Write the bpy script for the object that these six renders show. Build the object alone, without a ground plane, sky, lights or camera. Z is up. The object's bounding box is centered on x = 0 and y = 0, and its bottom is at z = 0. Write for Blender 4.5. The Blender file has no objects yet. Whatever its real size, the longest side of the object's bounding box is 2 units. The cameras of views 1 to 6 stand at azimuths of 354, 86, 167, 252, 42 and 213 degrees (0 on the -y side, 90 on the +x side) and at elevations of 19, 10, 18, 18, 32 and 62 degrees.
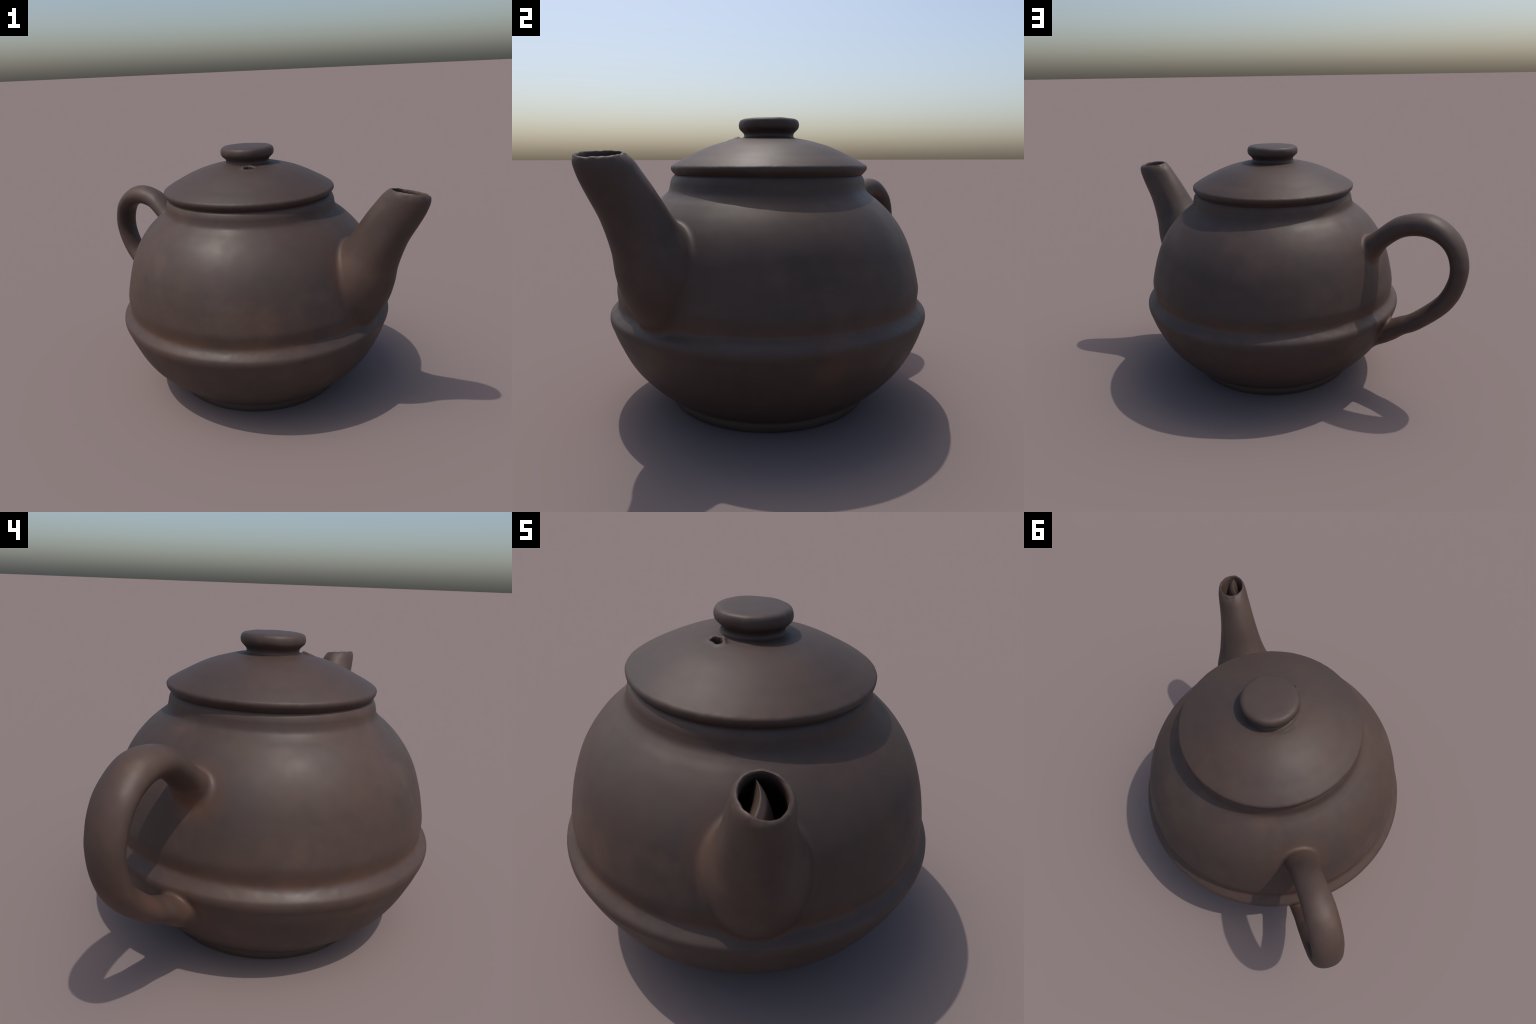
"""Brown stoneware teapot: lathe-turned belly with a rib, thrown lid with a flat
button knob, pulled loop handle and a leaning spout, all described by a few
profiles and centre lines and fused with smooth clay fillets."""
import bpy, bmesh, math
import numpy as np
from mathutils import Vector, noise

# ------------------------------------------------------------------ numbers
# lathe axis of the belly as (height, x, y): it was thrown slightly out of true
BODY_AXIS = [(0.0, 0.0645, -0.0510), (0.20, 0.0625, -0.0510), (0.40, 0.0640, -0.0490), (0.85, 0.0615, -0.0515),
             (1.10, 0.0575, -0.0510), (1.25, 0.0530, -0.0510), (1.40, 0.0520, -0.0480)]
LID_AXIS = [(0.0, 0.0490, -0.0410), (2.0, 0.0490, -0.0410)]   # the lid sits a little off centre
VOXEL = 0.0068

# half profile of the belly (radius, height), bottom recess -> foot -> neck
BODY_PROFILE = [
    (0.000, 0.030), (0.440, 0.030), (0.500, 0.022), (0.525, 0.004), (0.550, 0.000),
    (0.579, 0.003), (0.593, 0.018), (0.599, 0.040), (0.597, 0.061), (0.606, 0.074),
    (0.631, 0.086), (0.654, 0.101), (0.679, 0.122), (0.722, 0.160), (0.761, 0.200),
    (0.804, 0.250), (0.837, 0.300), (0.864, 0.350), (0.887, 0.400), (0.908, 0.450),
    (0.924, 0.497), (0.9325, 0.520), (0.9360, 0.538), (0.9358, 0.552), (0.9325, 0.565), (0.925, 0.575), (0.913, 0.587),
    (0.900, 0.600), (0.8915, 0.611), (0.8870, 0.623), (0.8868, 0.640), (0.889, 0.668), (0.8905, 0.690),
    (0.8895, 0.715), (0.882, 0.755), (0.872, 0.800), (0.860, 0.850), (0.845, 0.900),
    (0.828, 0.950), (0.806, 1.000), (0.778, 1.050), (0.743, 1.100), (0.699, 1.151),
    (0.648, 1.198), (0.607, 1.230), (0.582, 1.255), (0.573, 1.284), (0.569, 1.308),
    (0.562, 1.327), (0.552, 1.341), (0.532, 1.351), (0.480, 1.354), (0.000, 1.354)]
RIB_TILT = 0.006                       # the rib rides up towards +x +y

# half profile of lid and knob in one pull of the clay
LID_PROFILE = [
    (0.000, 1.318), (0.480, 1.318), (0.522, 1.325), (0.546, 1.342), (0.561, 1.358),
    (0.571, 1.371), (0.5745, 1.384), (0.571, 1.396), (0.556, 1.407), (0.517, 1.430),
    (0.478, 1.450), (0.425, 1.477), (0.353, 1.508), (0.290, 1.528), (0.230, 1.543),
    (0.180, 1.552), (0.155, 1.556), (0.146, 1.563), (0.144, 1.573), (0.148, 1.584),
    (0.161, 1.597), (0.173, 1.611), (0.1765, 1.629), (0.1735, 1.647), (0.164, 1.659),
    (0.142, 1.6650), (0.080, 1.668), (0.000, 1.669)]

# centre lines in a vertical plane through the middle of the pot:
# (distance from axis, height, half thickness in the plane, half width across it, sideways drift)
SPOUT_ANGLE = math.radians(-45.04)
SPOUT_LINE = [(0.555, 0.660, 0.253, 0.207, 0.0290), (0.674, 0.755, 0.275, 0.229, 0.0275),
              (0.758, 0.833, 0.258, 0.226, 0.0255), (0.830, 0.918, 0.217, 0.206, 0.0240),
              (0.898, 1.042, 0.175, 0.164, 0.0225), (0.993, 1.224, 0.149, 0.125, 0.0215),
              (1.118, 1.420, 0.130, 0.098, 0.0222), (1.160, 1.582, 0.114, 0.090, 0.0225)]
MOUTH_HEIGHT, MOUTH_LEAN, MOUTH_TILT = 1.493, -0.080, -0.15
BORE_LINE = [(0.820, 0.900, 0.110, 0.100, 0.022), (0.898, 1.042, 0.115, 0.105, 0.022), (0.994, 1.224, 0.110, 0.092, 0.022),
             (1.116, 1.412, 0.101, 0.075, 0.022), (1.158, 1.582, 0.093, 0.070, 0.022)]
HANDLE_ANGLE = math.radians(-43.55)
HANDLE_LINE = [(-0.672, 0.925, 0.104, 0.110, 0.0224), (-0.766, 0.996, 0.087, 0.106, 0.0226), (-0.856, 1.092, 0.066, 0.097, 0.0226),
               (-0.997, 1.196, 0.0695, 0.091, 0.0215), (-1.173, 1.218, 0.0715, 0.096, 0.0172),
               (-1.321, 1.124, 0.059, 0.095, 0.0150), (-1.375, 0.945, 0.0555, 0.0893, 0.0177),
               (-1.311, 0.742, 0.058, 0.0850, 0.0255), (-1.134, 0.568, 0.0573, 0.0845, 0.0270),
               (-1.028, 0.505, 0.061, 0.0855, 0.0255), (-0.941, 0.451, 0.072, 0.089, 0.0240),
               (-0.857, 0.412, 0.083, 0.092, 0.0230), (-0.758, 0.380, 0.097, 0.098, 0.0220)]
VENT = (0.039, -0.248, 1.547)          # steam hole in the lid
VENT_RADIUS = 0.0235


# ------------------------------------------------------------------ helpers
def catmull(points, count):
    """Resample a control polygon with a Catmull-Rom spline."""
    P = np.asarray(points, float)
    Q = np.vstack([2 * P[0] - P[1], P, 2 * P[-1] - P[-2]])
    out = []
    for s in np.linspace(0, len(P) - 1 - 1e-9, count):
        i = int(s)
        t = s - i
        a, b, c, d = Q[i:i + 4]
        out.append(0.5 * (2 * b + (c - a) * t + (2 * a - 5 * b + 4 * c - d) * t * t
                          + (3 * b - a - 3 * c + d) * t ** 3))
    return np.array(out)


def smooth_profile(profile, per=6):
    p = catmull(profile, (len(profile) - 1) * per + 1)
    p[:, 0] = np.maximum(p[:, 0], 0.0)
    return p


def axis_at(axis, z):
    h, x, y = np.array(axis).T
    return np.interp(z, h, x), np.interp(z, h, y)


def off_axis(P, axis):
    x, y = axis_at(axis, P[:, 2])
    return np.hypot(P[:, 0] - x, P[:, 1] - y)


class Lathe:
    """Signed distance to a solid of revolution, looked up in a (radius, height) grid."""
    def __init__(self, profile, axis, step=0.005, tilt=0.0):
        self.axis, self.tilt = axis, tilt
        p = smooth_profile(profile)
        self.line = p
        self.z0, self.step = p[:, 1].min() - 0.15, step
        R = np.arange(0, p[:, 0].max() + 0.7, step)
        Z = np.arange(self.z0, p[:, 1].max() + 0.3, step)
        G = np.stack(np.meshgrid(R, Z, indexing="ij"), -1).reshape(-1, 2)
        dist = np.full(len(G), 9.0)
        inside = np.zeros(len(G), bool)
        for a, b in zip(p[:-1], p[1:]):
            d = b - a
            n = d @ d
            if n < 1e-14:
                continue
            t = np.clip(((G - a) @ d) / n, 0, 1)
            q = G - a - t[:, None] * d
            dist = np.minimum(dist, np.einsum("ij,ij->i", q, q))
            cross = (a[1] > G[:, 1]) != (b[1] > G[:, 1])
            if a[1] != b[1]:
                xs = a[0] + (G[:, 1] - a[1]) * (b[0] - a[0]) / (b[1] - a[1])
                inside ^= cross & (G[:, 0] < xs)
        dist = np.sqrt(dist)
        self.grid = np.where(inside, -dist, dist).reshape(len(R), len(Z))

    def __call__(self, P):
        rho = off_axis(P, self.axis) / self.step
        lift = self.tilt * (P[:, 0] + P[:, 1]) * 0.7071 * np.exp(-((P[:, 2] - 0.58) / 0.14) ** 2)
        z = (P[:, 2] - lift - self.z0) / self.step
        g = self.grid
        i = np.clip(rho.astype(int), 0, g.shape[0] - 2)
        j = np.clip(z.astype(int), 0, g.shape[1] - 2)
        u, v = rho - i, z - j
        return ((1 - u) * (1 - v) * g[i, j] + u * (1 - v) * g[i + 1, j]
                + (1 - u) * v * g[i, j + 1] + u * v * g[i + 1, j + 1])


class Tube:
    """Near-distance to an oval tube swept along a line in a vertical plane."""
    def __init__(self, line, angle, samples=150):
        self.s = np.array([math.cos(angle), math.sin(angle), 0.0])
        self.n = np.array([-self.s[1], self.s[0], 0.0])
        self.q = catmull(line, samples)

    def local(self, P):
        D = P - np.array([0.061, -0.050, 0.0])   # centre the lines were drawn from
        return D @ self.s, D @ self.n, P[:, 2]

    def world(self, a, w, z):
        return np.array([0.061, -0.050, 0.0]) + a * self.s + w * self.n + np.array([0, 0, z])

    def __call__(self, P):
        a, w, z = self.local(P)
        q = self.q
        out = np.full(len(P), 0.5)
        near = np.nonzero((a > q[:, 0].min() - 0.45) & (a < q[:, 0].max() + 0.45) & (np.abs(w) < 0.45))[0]
        for part in np.array_split(near, max(1, len(near) // 20000)):
            A, W, Z = a[part][:, None], w[part][:, None], z[part][:, None]
            g = np.sqrt(((A - q[:, 0]) ** 2 + (Z - q[:, 1]) ** 2) / q[:, 2] ** 2 + ((W - q[:, 4]) / q[:, 3]) ** 2)
            out[part] = ((g - 1) * np.minimum(q[:, 2], q[:, 3])).min(1)
        return out

    def mesh(self, name, sides=40, scale=1.0):
        """Closed lofted tube, used only as the rough start of the fused body."""
        ctr = self.q
        tang = np.gradient(ctr[:, :2], axis=0)
        tang /= np.linalg.norm(tang, axis=1)[:, None]
        verts, faces = [], []
        for (a, z, h, wd, off), (ta, tz) in zip(ctr, tang):
            for k in range(sides):
                c, s = math.cos(2 * math.pi * k / sides), math.sin(2 * math.pi * k / sides)
                verts.append(self.world(a - tz * h * c * scale, off + wd * s * scale, z + ta * h * c * scale))
        m = len(ctr)
        for i in range(m - 1):
            for k in range(sides):
                b, e = i * sides + k, i * sides + (k + 1) % sides
                faces.append((b, e, e + sides, b + sides))
        faces.append(tuple(range(sides - 1, -1, -1)))
        faces.append(tuple((m - 1) * sides + k for k in range(sides)))
        return make_object(name, verts, faces)


def make_object(name, verts, faces):
    me = bpy.data.meshes.new(name)
    me.from_pydata([tuple(map(float, v)) for v in verts], [], [tuple(int(i) for i in f) for f in faces])
    bm = bmesh.new()
    bm.from_mesh(me)
    bmesh.ops.recalc_face_normals(bm, faces=bm.faces)
    bm.to_mesh(me)
    bm.free()
    ob = bpy.data.objects.new(name, me)
    bpy.context.scene.collection.objects.link(ob)
    return ob


def lathe_mesh(name, line, axis, sides=160):
    verts, faces = [(*axis_at(axis, line[0][1]), line[0][1])], []
    rings = [p for p in line if p[0] > 1e-5]
    for r, z in rings:
        cx, cy = axis_at(axis, z)
        for k in range(sides):
            t = 2 * math.pi * k / sides
            verts.append((cx + r * math.cos(t), cy + r * math.sin(t), z))
    verts.append((*axis_at(axis, line[-1][1]), line[-1][1]))
    for k in range(sides):
        faces.append((0, 1 + (k + 1) % sides, 1 + k))
    for i in range(len(rings) - 1):
        for k in range(sides):
            b, e = 1 + i * sides + k, 1 + i * sides + (k + 1) % sides
            faces.append((b, e, e + sides, b + sides))
    last = 1 + (len(rings) - 1) * sides
    for k in range(sides):
        faces.append((last + k, last + (k + 1) % sides, len(verts) - 1))
    return make_object(name, verts, faces)


def apply(ob):
    deps = bpy.context.evaluated_depsgraph_get()
    me = bpy.data.meshes.new_from_object(ob.evaluated_get(deps))
    ob.modifiers.clear()
    ob.data = me


def join(obs):
    bm = bmesh.new()
    for o in obs:
        bm.from_mesh(o.data)
    me = bpy.data.meshes.new("fused")
    bm.to_mesh(me)
    bm.free()
    for o in obs[1:]:
        bpy.data.objects.remove(o)
    obs[0].data = me
    return obs[0]


def remesh(ob, size):
    m = ob.modifiers.new("remesh", "REMESH")
    m.mode = "VOXEL"
    m.voxel_size = size
    apply(ob)


def cut(ob, cutter):
    m = ob.modifiers.new("cut", "BOOLEAN")
    m.operation, m.solver, m.object = "DIFFERENCE", "EXACT", cutter
    apply(ob)
    bpy.data.objects.remove(cutter)


def smin(a, b, k):
    h = np.maximum(k - np.abs(a - b), 0) / k
    return np.minimum(a, b) - h * h * k * 0.25


def smax(a, b, k):
    return -smin(-a, -b, k)


def read(ob):
    co = np.empty(len(ob.data.vertices) * 3)
    ob.data.vertices.foreach_get("co", co)
    return co.reshape(-1, 3)


def write(ob, co):
    ob.data.vertices.foreach_set("co", co.ravel())
    ob.data.update()


def relax(ob, co, rounds):
    """Even out the voxel steps before the surface is pulled onto the exact form."""
    e = np.empty(len(ob.data.edges) * 2, int)
    ob.data.edges.foreach_get("vertices", e)
    e = e.reshape(-1, 2)
    deg = np.bincount(e.ravel(), minlength=len(co)).astype(float)[:, None]
    for _ in range(rounds):
        s = np.zeros_like(co)
        for c in range(3):
            s[:, c] = (np.bincount(e[:, 0], co[e[:, 1], c], len(co))
                       + np.bincount(e[:, 1], co[e[:, 0], c], len(co)))
        co = co + 0.6 * (s / deg - co)
    return co


def gradient(field, P, h=0.0015):
    f = field(P)
    g = np.stack([field(P + h * np.eye(3)[c]) - f for c in range(3)], 1) / h
    return f, g


def settle(ob, field, rounds=3):
    co = read(ob)
    for k in range(rounds):
        co = relax(ob, co, 4 if k < rounds - 1 else 1)
        for _ in range(2 if k < rounds - 1 else 3):
            f, g = gradient(field, co)
            n2 = np.maximum((g * g).sum(1), 0.2)
            co = co - (np.clip(f, -0.02, 0.02) / n2)[:, None] * g
    f, g = gradient(field, co)
    nrm = g / np.maximum(np.linalg.norm(g, axis=1), 1e-6)[:, None]
    return co, nrm


def clay_noise(co, scale, seed, octaves=2):
    o = Vector((seed * 7.3, seed * 3.1, seed * 1.7))
    return np.array([noise.fractal(Vector(p) * scale + o, 0.8, 2.0, octaves) for p in co])


def bump_at(x, centre, width):
    return np.exp(-((x - centre) / width) ** 2)


# ------------------------------------------------------------------ fused body
belly = Lathe(BODY_PROFILE, BODY_AXIS, 0.004, RIB_TILT)
spout_tube = Tube(SPOUT_LINE, SPOUT_ANGLE)
bore_tube = Tube(BORE_LINE, SPOUT_ANGLE)
handle_tube = Tube(HANDLE_LINE, HANDLE_ANGLE, 260)


def mouth_plane(P):
    a, w, z = spout_tube.local(P)
    return z - MOUTH_HEIGHT - MOUTH_TILT * (w - 0.022) - MOUTH_LEAN * (a - 1.12)


def pot_field(P):
    sp = smax(spout_tube(P), mouth_plane(P), 0.085)
    f = smin(belly(P), sp, 0.030)
    f = smin(f, handle_tube(P), 0.028)
    return smax(f, -bore_tube(P), 0.016)


pot = join([lathe_mesh("pot", belly.line, BODY_AXIS), spout_tube.mesh("s"), handle_tube.mesh("h")])
remesh(pot, 0.012)
top = make_object("top_cut", [(x, y, z) for x in (0.5, 1.6) for y in (-1.6, -0.4) for z in (MOUTH_HEIGHT + 0.01, 2.2)],
                  [(0, 1, 3, 2), (4, 5, 7, 6), (0, 1, 5, 4), (2, 3, 7, 6), (0, 2, 6, 4), (1, 3, 7, 5)])
cut(pot, top)
cut(pot, bore_tube.mesh("bore"))
remesh(pot, VOXEL)
co, nrm = settle(pot, pot_field)

handle_d, spout_d, belly_d = handle_tube(co), spout_tube(co), belly(co)
on_mouth = bump_at(mouth_plane(co), -0.02, 0.03) * (spout_d < 0.05)
on_rib = bump_at(co[:, 2], 0.60, 0.03) * (np.abs(belly_d) < 0.03)
on_handle = np.clip(1 - handle_d / 0.02, 0, 1) * (belly_d > 0.01)
disp = (0.0020 * clay_noise(co, 3.0, 1) + 0.0003 * clay_noise(co, 12.0, 2)
        + 0.0042 * on_mouth * clay_noise(co, 32.0, 3)
        + 0.0011 * on_rib * clay_noise(co, 20.0, 4)
        + 0.0010 * on_handle * clay_noise(co, 12.0, 5))
# soft finger-drawn edges running up both flanks of the spout
sa, sw, sz = spout_tube.local(co)
across = ((sa - 0.994) * 0.845 - (sz - 1.224) * 0.535)
ang = np.arctan2(sw - 0.022, -across)
on_spout = np.clip(1 - np.abs(spout_d) / 0.02, 0, 1) * np.clip((belly_d - 0.03) / 0.08, 0, 1) * np.clip((1.40 - co[:, 2]) / 0.12, 0, 1)
edge = bump_at(ang, 0.95, 0.22) + bump_at(ang, -0.95, 0.22) - 0.8 * bump_at(ang, 0.0, 0.5) - 0.5 * bump_at(np.abs(ang), 1.6, 0.35)
disp += 0.0045 * on_spout * edge
disp *= np.clip(co[:, 2] / 0.03, 0, 1)
co = co + disp[:, None] * nrm
co[:, 2] = np.maximum(co[:, 2], 0)
write(pot, co)

# ------------------------------------------------------------------ lid and knob
lid_form = Lathe(LID_PROFILE, LID_AXIS, 0.004)


def vent_field(P):
    # irregular poked hole, pushed in along the slope of the lid
    d = P - np.array(VENT)
    t = np.arctan2(d[:, 1], d[:, 0])
    r = np.hypot(d[:, 0] * 0.85, d[:, 1] * 1.15)
    return r - VENT_RADIUS * (1 + 0.20 * np.cos(2 * t + 0.8) + 0.14 * np.cos(3 * t + 2.0) + 0.08 * np.cos(7 * t))


def lid_field(P):
    f = lid_form(P)
    v = vent_field(P)
    back = 0.3 + 0.7 * np.clip((P[:, 1] - VENT[1]) / 0.03 + 0.3, 0, 1)
    f = f - 0.016 * bump_at(v, 0.006, 0.012) * back * ((P[:, 2] > 1.45) & (P[:, 2] < 1.575))   # burr of clay behind the hole
    return smax(f, -np.maximum(v, np.maximum(1.455 - P[:, 2], P[:, 2] - 1.59)), 0.010)


lid_all = lathe_mesh("lid", lid_form.line, LID_AXIS)
hole = make_object("hole", [(VENT[0] + 0.020 * math.cos(k * math.pi / 12), VENT[1] + 0.019 * math.sin(k * math.pi / 12), z)
                            for z in (1.455, 1.60) for k in range(24)],
                   [tuple(range(24)), tuple(range(24, 48))]
                   + [(k, (k + 1) % 24, 24 + (k + 1) % 24, 24 + k) for k in range(24)])
cut(lid_all, hole)
remesh(lid_all, 0.0055)
lco, lnrm = settle(lid_all, lid_field)
lrho = off_axis(lco, LID_AXIS)
on_rim = bump_at(lrho, 0.572, 0.014)
on_knob = (lco[:, 2] > 1.55) * bump_at(lrho, 0.165, 0.03)
disp = (0.0020 * clay_noise(lco, 3.0, 6) + 0.0002 * clay_noise(lco, 12.0, 7)
        + 0.0012 * on_rim * clay_noise(lco, 26.0, 8)
        + 0.0030 * on_knob * clay_noise(lco, 11.0, 9))
lco = lco + disp[:, None] * lnrm
write(lid_all, lco)


# ------------------------------------------------------------------ materials
def clay(name, seed, rough=0.55, tint=(1.0, 1.0, 1.0), mottle=1.0):
    mat = bpy.data.materials.new(name)
    mat.use_nodes = True
    nt = mat.node_tree
    N, L = nt.nodes, nt.links
    bsdf = N["Principled BSDF"]
    tc = N.new("ShaderNodeTexCoord")

    def tex(scale, detail, off, stretch=(1, 1, 1)):
        mp = N.new("ShaderNodeMapping")
        mp.inputs["Location"].default_value = (off, off * 0.7, off * 1.3)
        mp.inputs["Scale"].default_value = stretch
        L.new(tc.outputs["Object"], mp.inputs["Vector"])
        n = N.new("ShaderNodeTexNoise")
        n.inputs["Scale"].default_value = scale
        n.inputs["Detail"].default_value = detail
        L.new(mp.outputs["Vector"], n.inputs["Vector"])
        return n.outputs["Fac"]

    def ramp(fac, *stops):
        r = N.new("ShaderNodeValToRGB")
        el = r.color_ramp.elements
        while len(el) < len(stops):
            el.new(0.5)
        for e, (p, c) in zip(el, stops):
            e.position, e.color = p, (*c, 1)
        L.new(fac, r.inputs["Fac"])
        return r.outputs["Color"]

    def mix(fac, a, b, mode="MIX"):
        m = N.new("ShaderNodeMix")
        m.data_type, m.blend_type = "RGBA", mode
        if isinstance(fac, float):
            m.inputs["Factor"].default_value = fac
        else:
            L.new(fac, m.inputs["Factor"])
        L.new(a, m.inputs["A"])
        L.new(b, m.inputs["B"])
        return m.outputs["Result"]

    def math_node(op, a, b):
        m = N.new("ShaderNodeMath")
        m.operation, m.use_clamp = op, op != "SUBTRACT"
        for k, x in enumerate((a, b)):
            if isinstance(x, (int, float)):
                m.inputs[k].default_value = x
            else:
                L.new(x, m.inputs[k])
        return m.outputs[0]

    def spot(centre, radius):
        """Soft ball-shaped mask around a place on the pot."""
        d = N.new("ShaderNodeVectorMath")
        d.operation = "DISTANCE"
        L.new(tc.outputs["Object"], d.inputs[0])
        d.inputs[1].default_value = centre
        r = N.new("ShaderNodeMapRange")
        r.interpolation_type = "SMOOTHSTEP"
        r.inputs["From Min"].default_value, r.inputs["From Max"].default_value = radius, radius * 0.35
        L.new(d.outputs["Value"], r.inputs["Value"])
        return r.outputs["Result"]

    def belt(fac, lo, mid, hi):
        r = ramp(fac, (lo, (0, 0, 0)), (mid, (1, 1, 1)), (hi, (0, 0, 0)))
        return r

    # grey-brown to red-brown clouds of the fired clay
    def tone(r, g, b):
        return (r * tint[0], g * tint[1], b * tint[2])
    base = ramp(tex(2.2, 3, seed), (0.30, tone(0.055, 0.0388, 0.0335)), (0.50, tone(0.062, 0.0400, 0.0322)),
                (0.72, tone(0.070, 0.0418, 0.0305)))
    fine = ramp(tex(16, 4, seed + 5), (0.3, (0.94, 0.93, 0.92)), (0.7, (1.06, 1.05, 1.04)))
    col = mix(1.0, base, fine, "MULTIPLY")
    # warmer orange-brown above the rib, round the neck and at the joints
    xyz = N.new("ShaderNodeSeparateXYZ")
    L.new(tc.outputs["Object"], xyz.inputs[0])
    warm_at = belt(xyz.outputs["Z"], 0.596, 0.626, 0.710)
    neck_at = belt(xyz.outputs["Z"], 1.215, 1.270, 1.315)
    mask = math_node("ADD", warm_at, math_node("MULTIPLY", neck_at, 0.6))
    for place, radius in WARM_PLACES:
        mask = math_node("MAXIMUM", mask, spot(place, radius))
    cloud = ramp(tex(5.5, 3, seed + 21), (0.30, (0.15, 0.15, 0.15)), (0.60, (1, 1, 1)))
    mask = math_node("MULTIPLY", math_node("MULTIPLY", mask, cloud), 0.75)
    warm_tint = N.new("ShaderNodeRGB")
    warm_tint.outputs[0].default_value = (0.098, 0.0505, 0.0330, 1)
    col = mix(mask, col, warm_tint.outputs[0])
    # pale worn blotches
    pale = ramp(tex(3.4, 4, seed + 33), (0.56, (1, 1, 1)), (0.76, (1 + 0.35 * mottle, 1 + 0.32 * mottle, 1 + 0.25 * mottle)))
    col = mix(1.0, col, pale, "MULTIPLY")
    L.new(col, bsdf.inputs["Base Color"])
    rr = N.new("ShaderNodeMapRange")
    rr.inputs["From Min"].default_value, rr.inputs["From Max"].default_value = 0.3, 0.7
    rr.inputs["To Min"].default_value, rr.inputs["To Max"].default_value = rough - 0.07 * mottle, rough + 0.08 * mottle
    L.new(tex(4.5, 3, seed + 9), rr.inputs["Value"])
    burnished = math_node("MULTIPLY", belt(xyz.outputs["Z"], 0.535, 0.590, 0.645), 0.09)
    L.new(math_node("SUBTRACT", rr.outputs["Result"], burnished), bsdf.inputs["Roughness"])
    bsdf.inputs["Specular IOR Level"].default_value = 0.37
    bp = N.new("ShaderNodeBump")
    bp.inputs["Strength"].default_value = 0.05
    bp.inputs["Distance"].default_value = 0.004
    L.new(tex(28, 3, seed + 13), bp.inputs["Height"])
    L.new(bp.outputs["Normal"], bsdf.inputs["Normal"])
    return mat


WARM_PLACES = [((-0.62, 0.60, 0.42), 0.22),      # lower handle joint
               ((-0.52, 0.49, 1.00), 0.20),      # upper handle joint
               ((0.53, -0.68, 0.95), 0.19),      # flank of the spout root
               ((-0.90, 0.80, 0.70), 0.30)]      # inside of the handle
pot_clay = clay("fired_clay", 0.0)
lid_clay = clay("lid_clay", 3.0, 0.56, (0.87, 0.875, 0.90), 0.35)


# ------------------------------------------------------------------ split into parts
def split(ob, label, names, mat):
    """Separate faces by region; all pieces keep the whole surface's normals."""
    me = ob.data
    vn = np.empty(len(me.vertices) * 3, np.float32)
    me.vertices.foreach_get("normal", vn)
    vn = vn.reshape(-1, 3)
    V = read(ob)
    polys = [tuple(p.vertices) for p in me.polygons]
    made = {}
    for k, name in enumerate(names):
        pick = [f for f, r in zip(polys, label) if r == k]
        used = sorted({i for f in pick for i in f})
        where = {i: j for j, i in enumerate(used)}
        m = bpy.data.meshes.new(name)
        m.from_pydata([tuple(V[i]) for i in used], [], [tuple(where[i] for i in f) for f in pick])
        m.polygons.foreach_set("use_smooth", [True] * len(m.polygons))
        m.normals_split_custom_set_from_vertices([tuple(vn[i]) for i in used])
        m.materials.append(mat)
        o = bpy.data.objects.new(name, m)
        bpy.context.scene.collection.objects.link(o)
        made[name] = o
    bpy.data.objects.remove(ob)
    return made


def centres(ob):
    c = np.empty(len(ob.data.polygons) * 3)
    ob.data.polygons.foreach_get("center", c)
    return c.reshape(-1, 3)


root = bpy.data.objects.new("teapot", None)
bpy.context.scene.collection.objects.link(root)
root["label"] = "dark brown stoneware teapot with rib, lid and loop handle"
root["category"] = "teapot"

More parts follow.
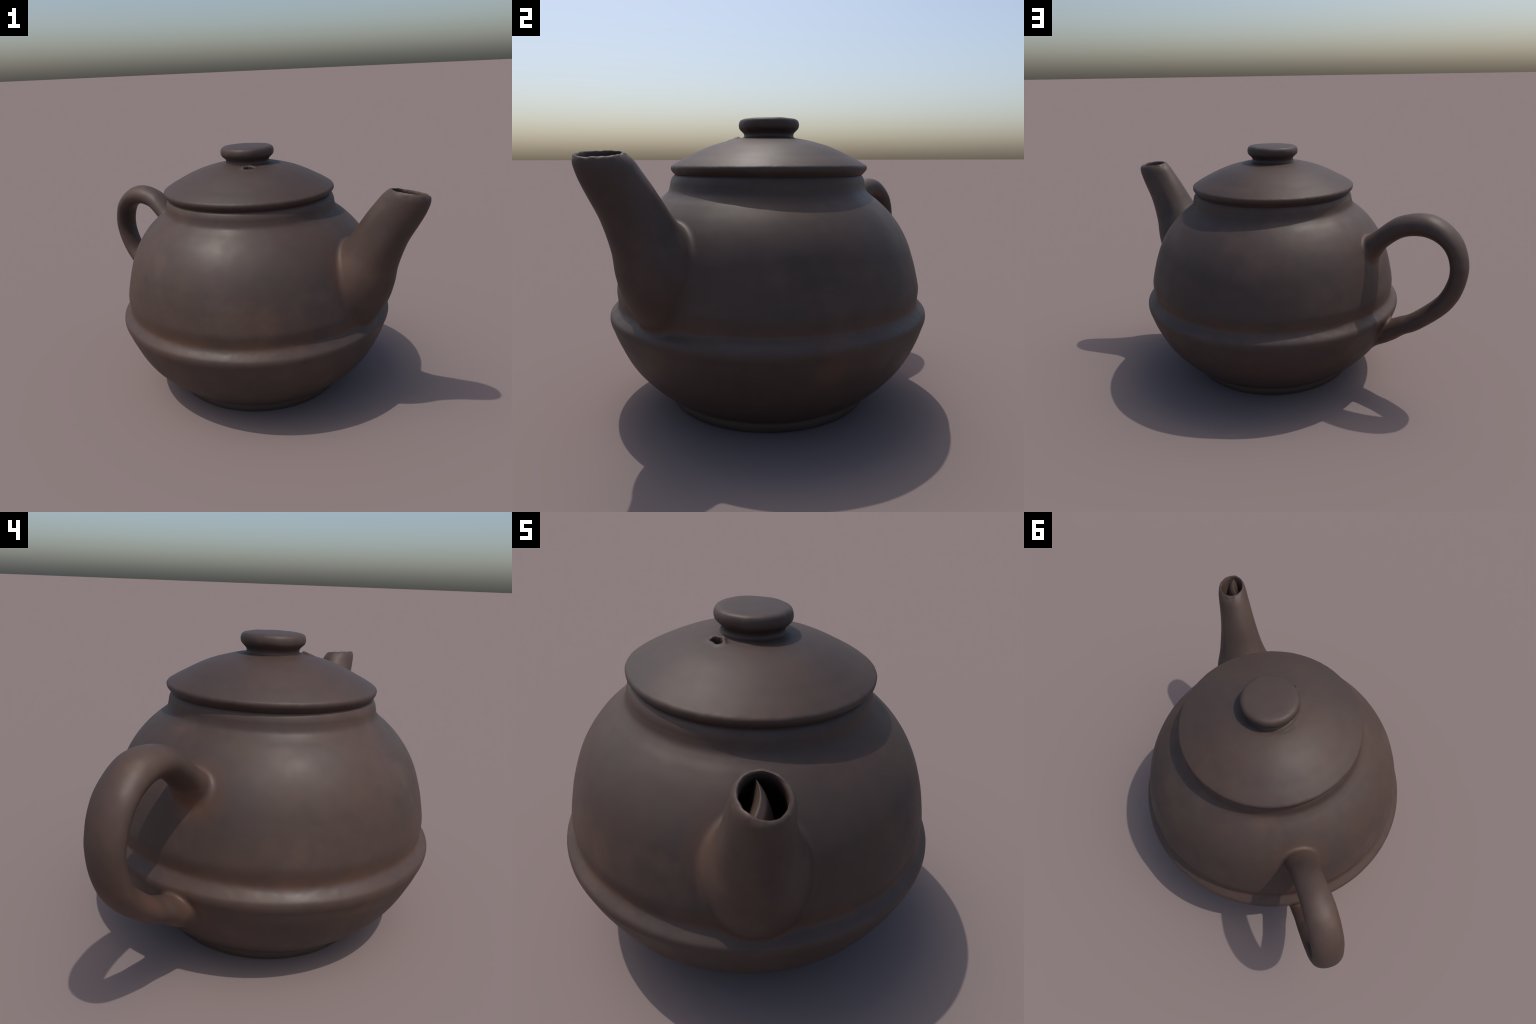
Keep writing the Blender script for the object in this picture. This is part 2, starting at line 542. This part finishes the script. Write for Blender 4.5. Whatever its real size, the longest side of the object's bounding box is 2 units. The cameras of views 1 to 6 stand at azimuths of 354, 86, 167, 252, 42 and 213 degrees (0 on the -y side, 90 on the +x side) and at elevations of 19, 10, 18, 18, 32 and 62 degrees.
C = centres(pot)
cb, cs, ch, cbore = belly(C), spout_tube(C), handle_tube(C), bore_tube(C)
region = np.zeros(len(C), int)                       # body
region[C[:, 2] < 0.076] = 1                          # foot ring
region[(C[:, 2] > 0.505) & (C[:, 2] < 0.640)] = 2    # rib
region[C[:, 2] > 1.245] = 3                          # neck
region[((cs < cb) & (cs < ch) & (cb > 0.004)) | (cbore < 0.006)] = 4
region[(ch < cb) & (ch < cs) & (cb > 0.004)] = 5
parts = split(pot, region, ["body", "foot_ring", "rib", "neck", "spout", "handle"], pot_clay)

C = centres(lid_all)
crho = off_axis(C, LID_AXIS)
lids = split(lid_all, ((C[:, 2] > 1.560) & (crho < 0.19)).astype(int), ["lid", "knob"], lid_clay)

# scan artefact kept as a fold lengthwise inside the spout mouth: a roof-shaped fin whose
# crest runs from the inner to the outer wall of the bore
verts, faces = [], []
rows = 40
for i in range(rows):
    u = i / (rows - 1)                                  # 0 = inner wall, 1 = outer lip
    a0, crest = 1.008 + 0.222 * u, 1.444 + 0.010 * math.sin(math.pi * u) - 0.012 * u
    bend = -0.027 + 0.030 * math.sin(2.6 * u) - 0.022 * u
    left, right = 0.005 + 0.038 * u ** 0.8, 0.006 + 0.054 * u ** 0.7
    # cross-section: sloping cheeks either side of the crest, then straight down the bore
    section = [(-left - 0.012, 0.300), (-left - 0.003, 0.130), (-left, 0.070 + 0.02 * u), (-0.55 * left, 0.030), (-0.2 * left, 0.008),
               (0.0, 0.0), (0.2 * right, 0.006), (0.55 * right, 0.026), (right, 0.075 + 0.03 * u),
               (right + 0.003, 0.130), (right + 0.012, 0.300)]
    for w, drop in catmull(section, 41):
        verts.append(spout_tube.world(a0 - 0.52 * drop, 0.022 + bend + w, crest - drop))
cols = 41
for i in range(rows - 1):
    for j in range(cols - 1):
        b = i * cols + j
        faces.append((b, b + 1, b + cols + 1, b + cols))
# keep the fold inside the clay wall
V = np.array(verts, float)
for _ in range(12):
    f, g = gradient(bore_tube, V)
    over = np.clip(f - 0.006, 0, 0.02)
    V = V - (over / np.maximum((g * g).sum(1), 0.2))[:, None] * g
verts = list(V)
scan_fold = make_object("spout_scan_fold", verts, faces)
for p in scan_fold.data.polygons:
    p.use_smooth = True
scan_fold.data.materials.append(pot_clay)

for o in parts.values():
    o.parent = root
lids["lid"].parent = root
lids["knob"].parent = lids["lid"]
scan_fold.parent = parts["spout"]
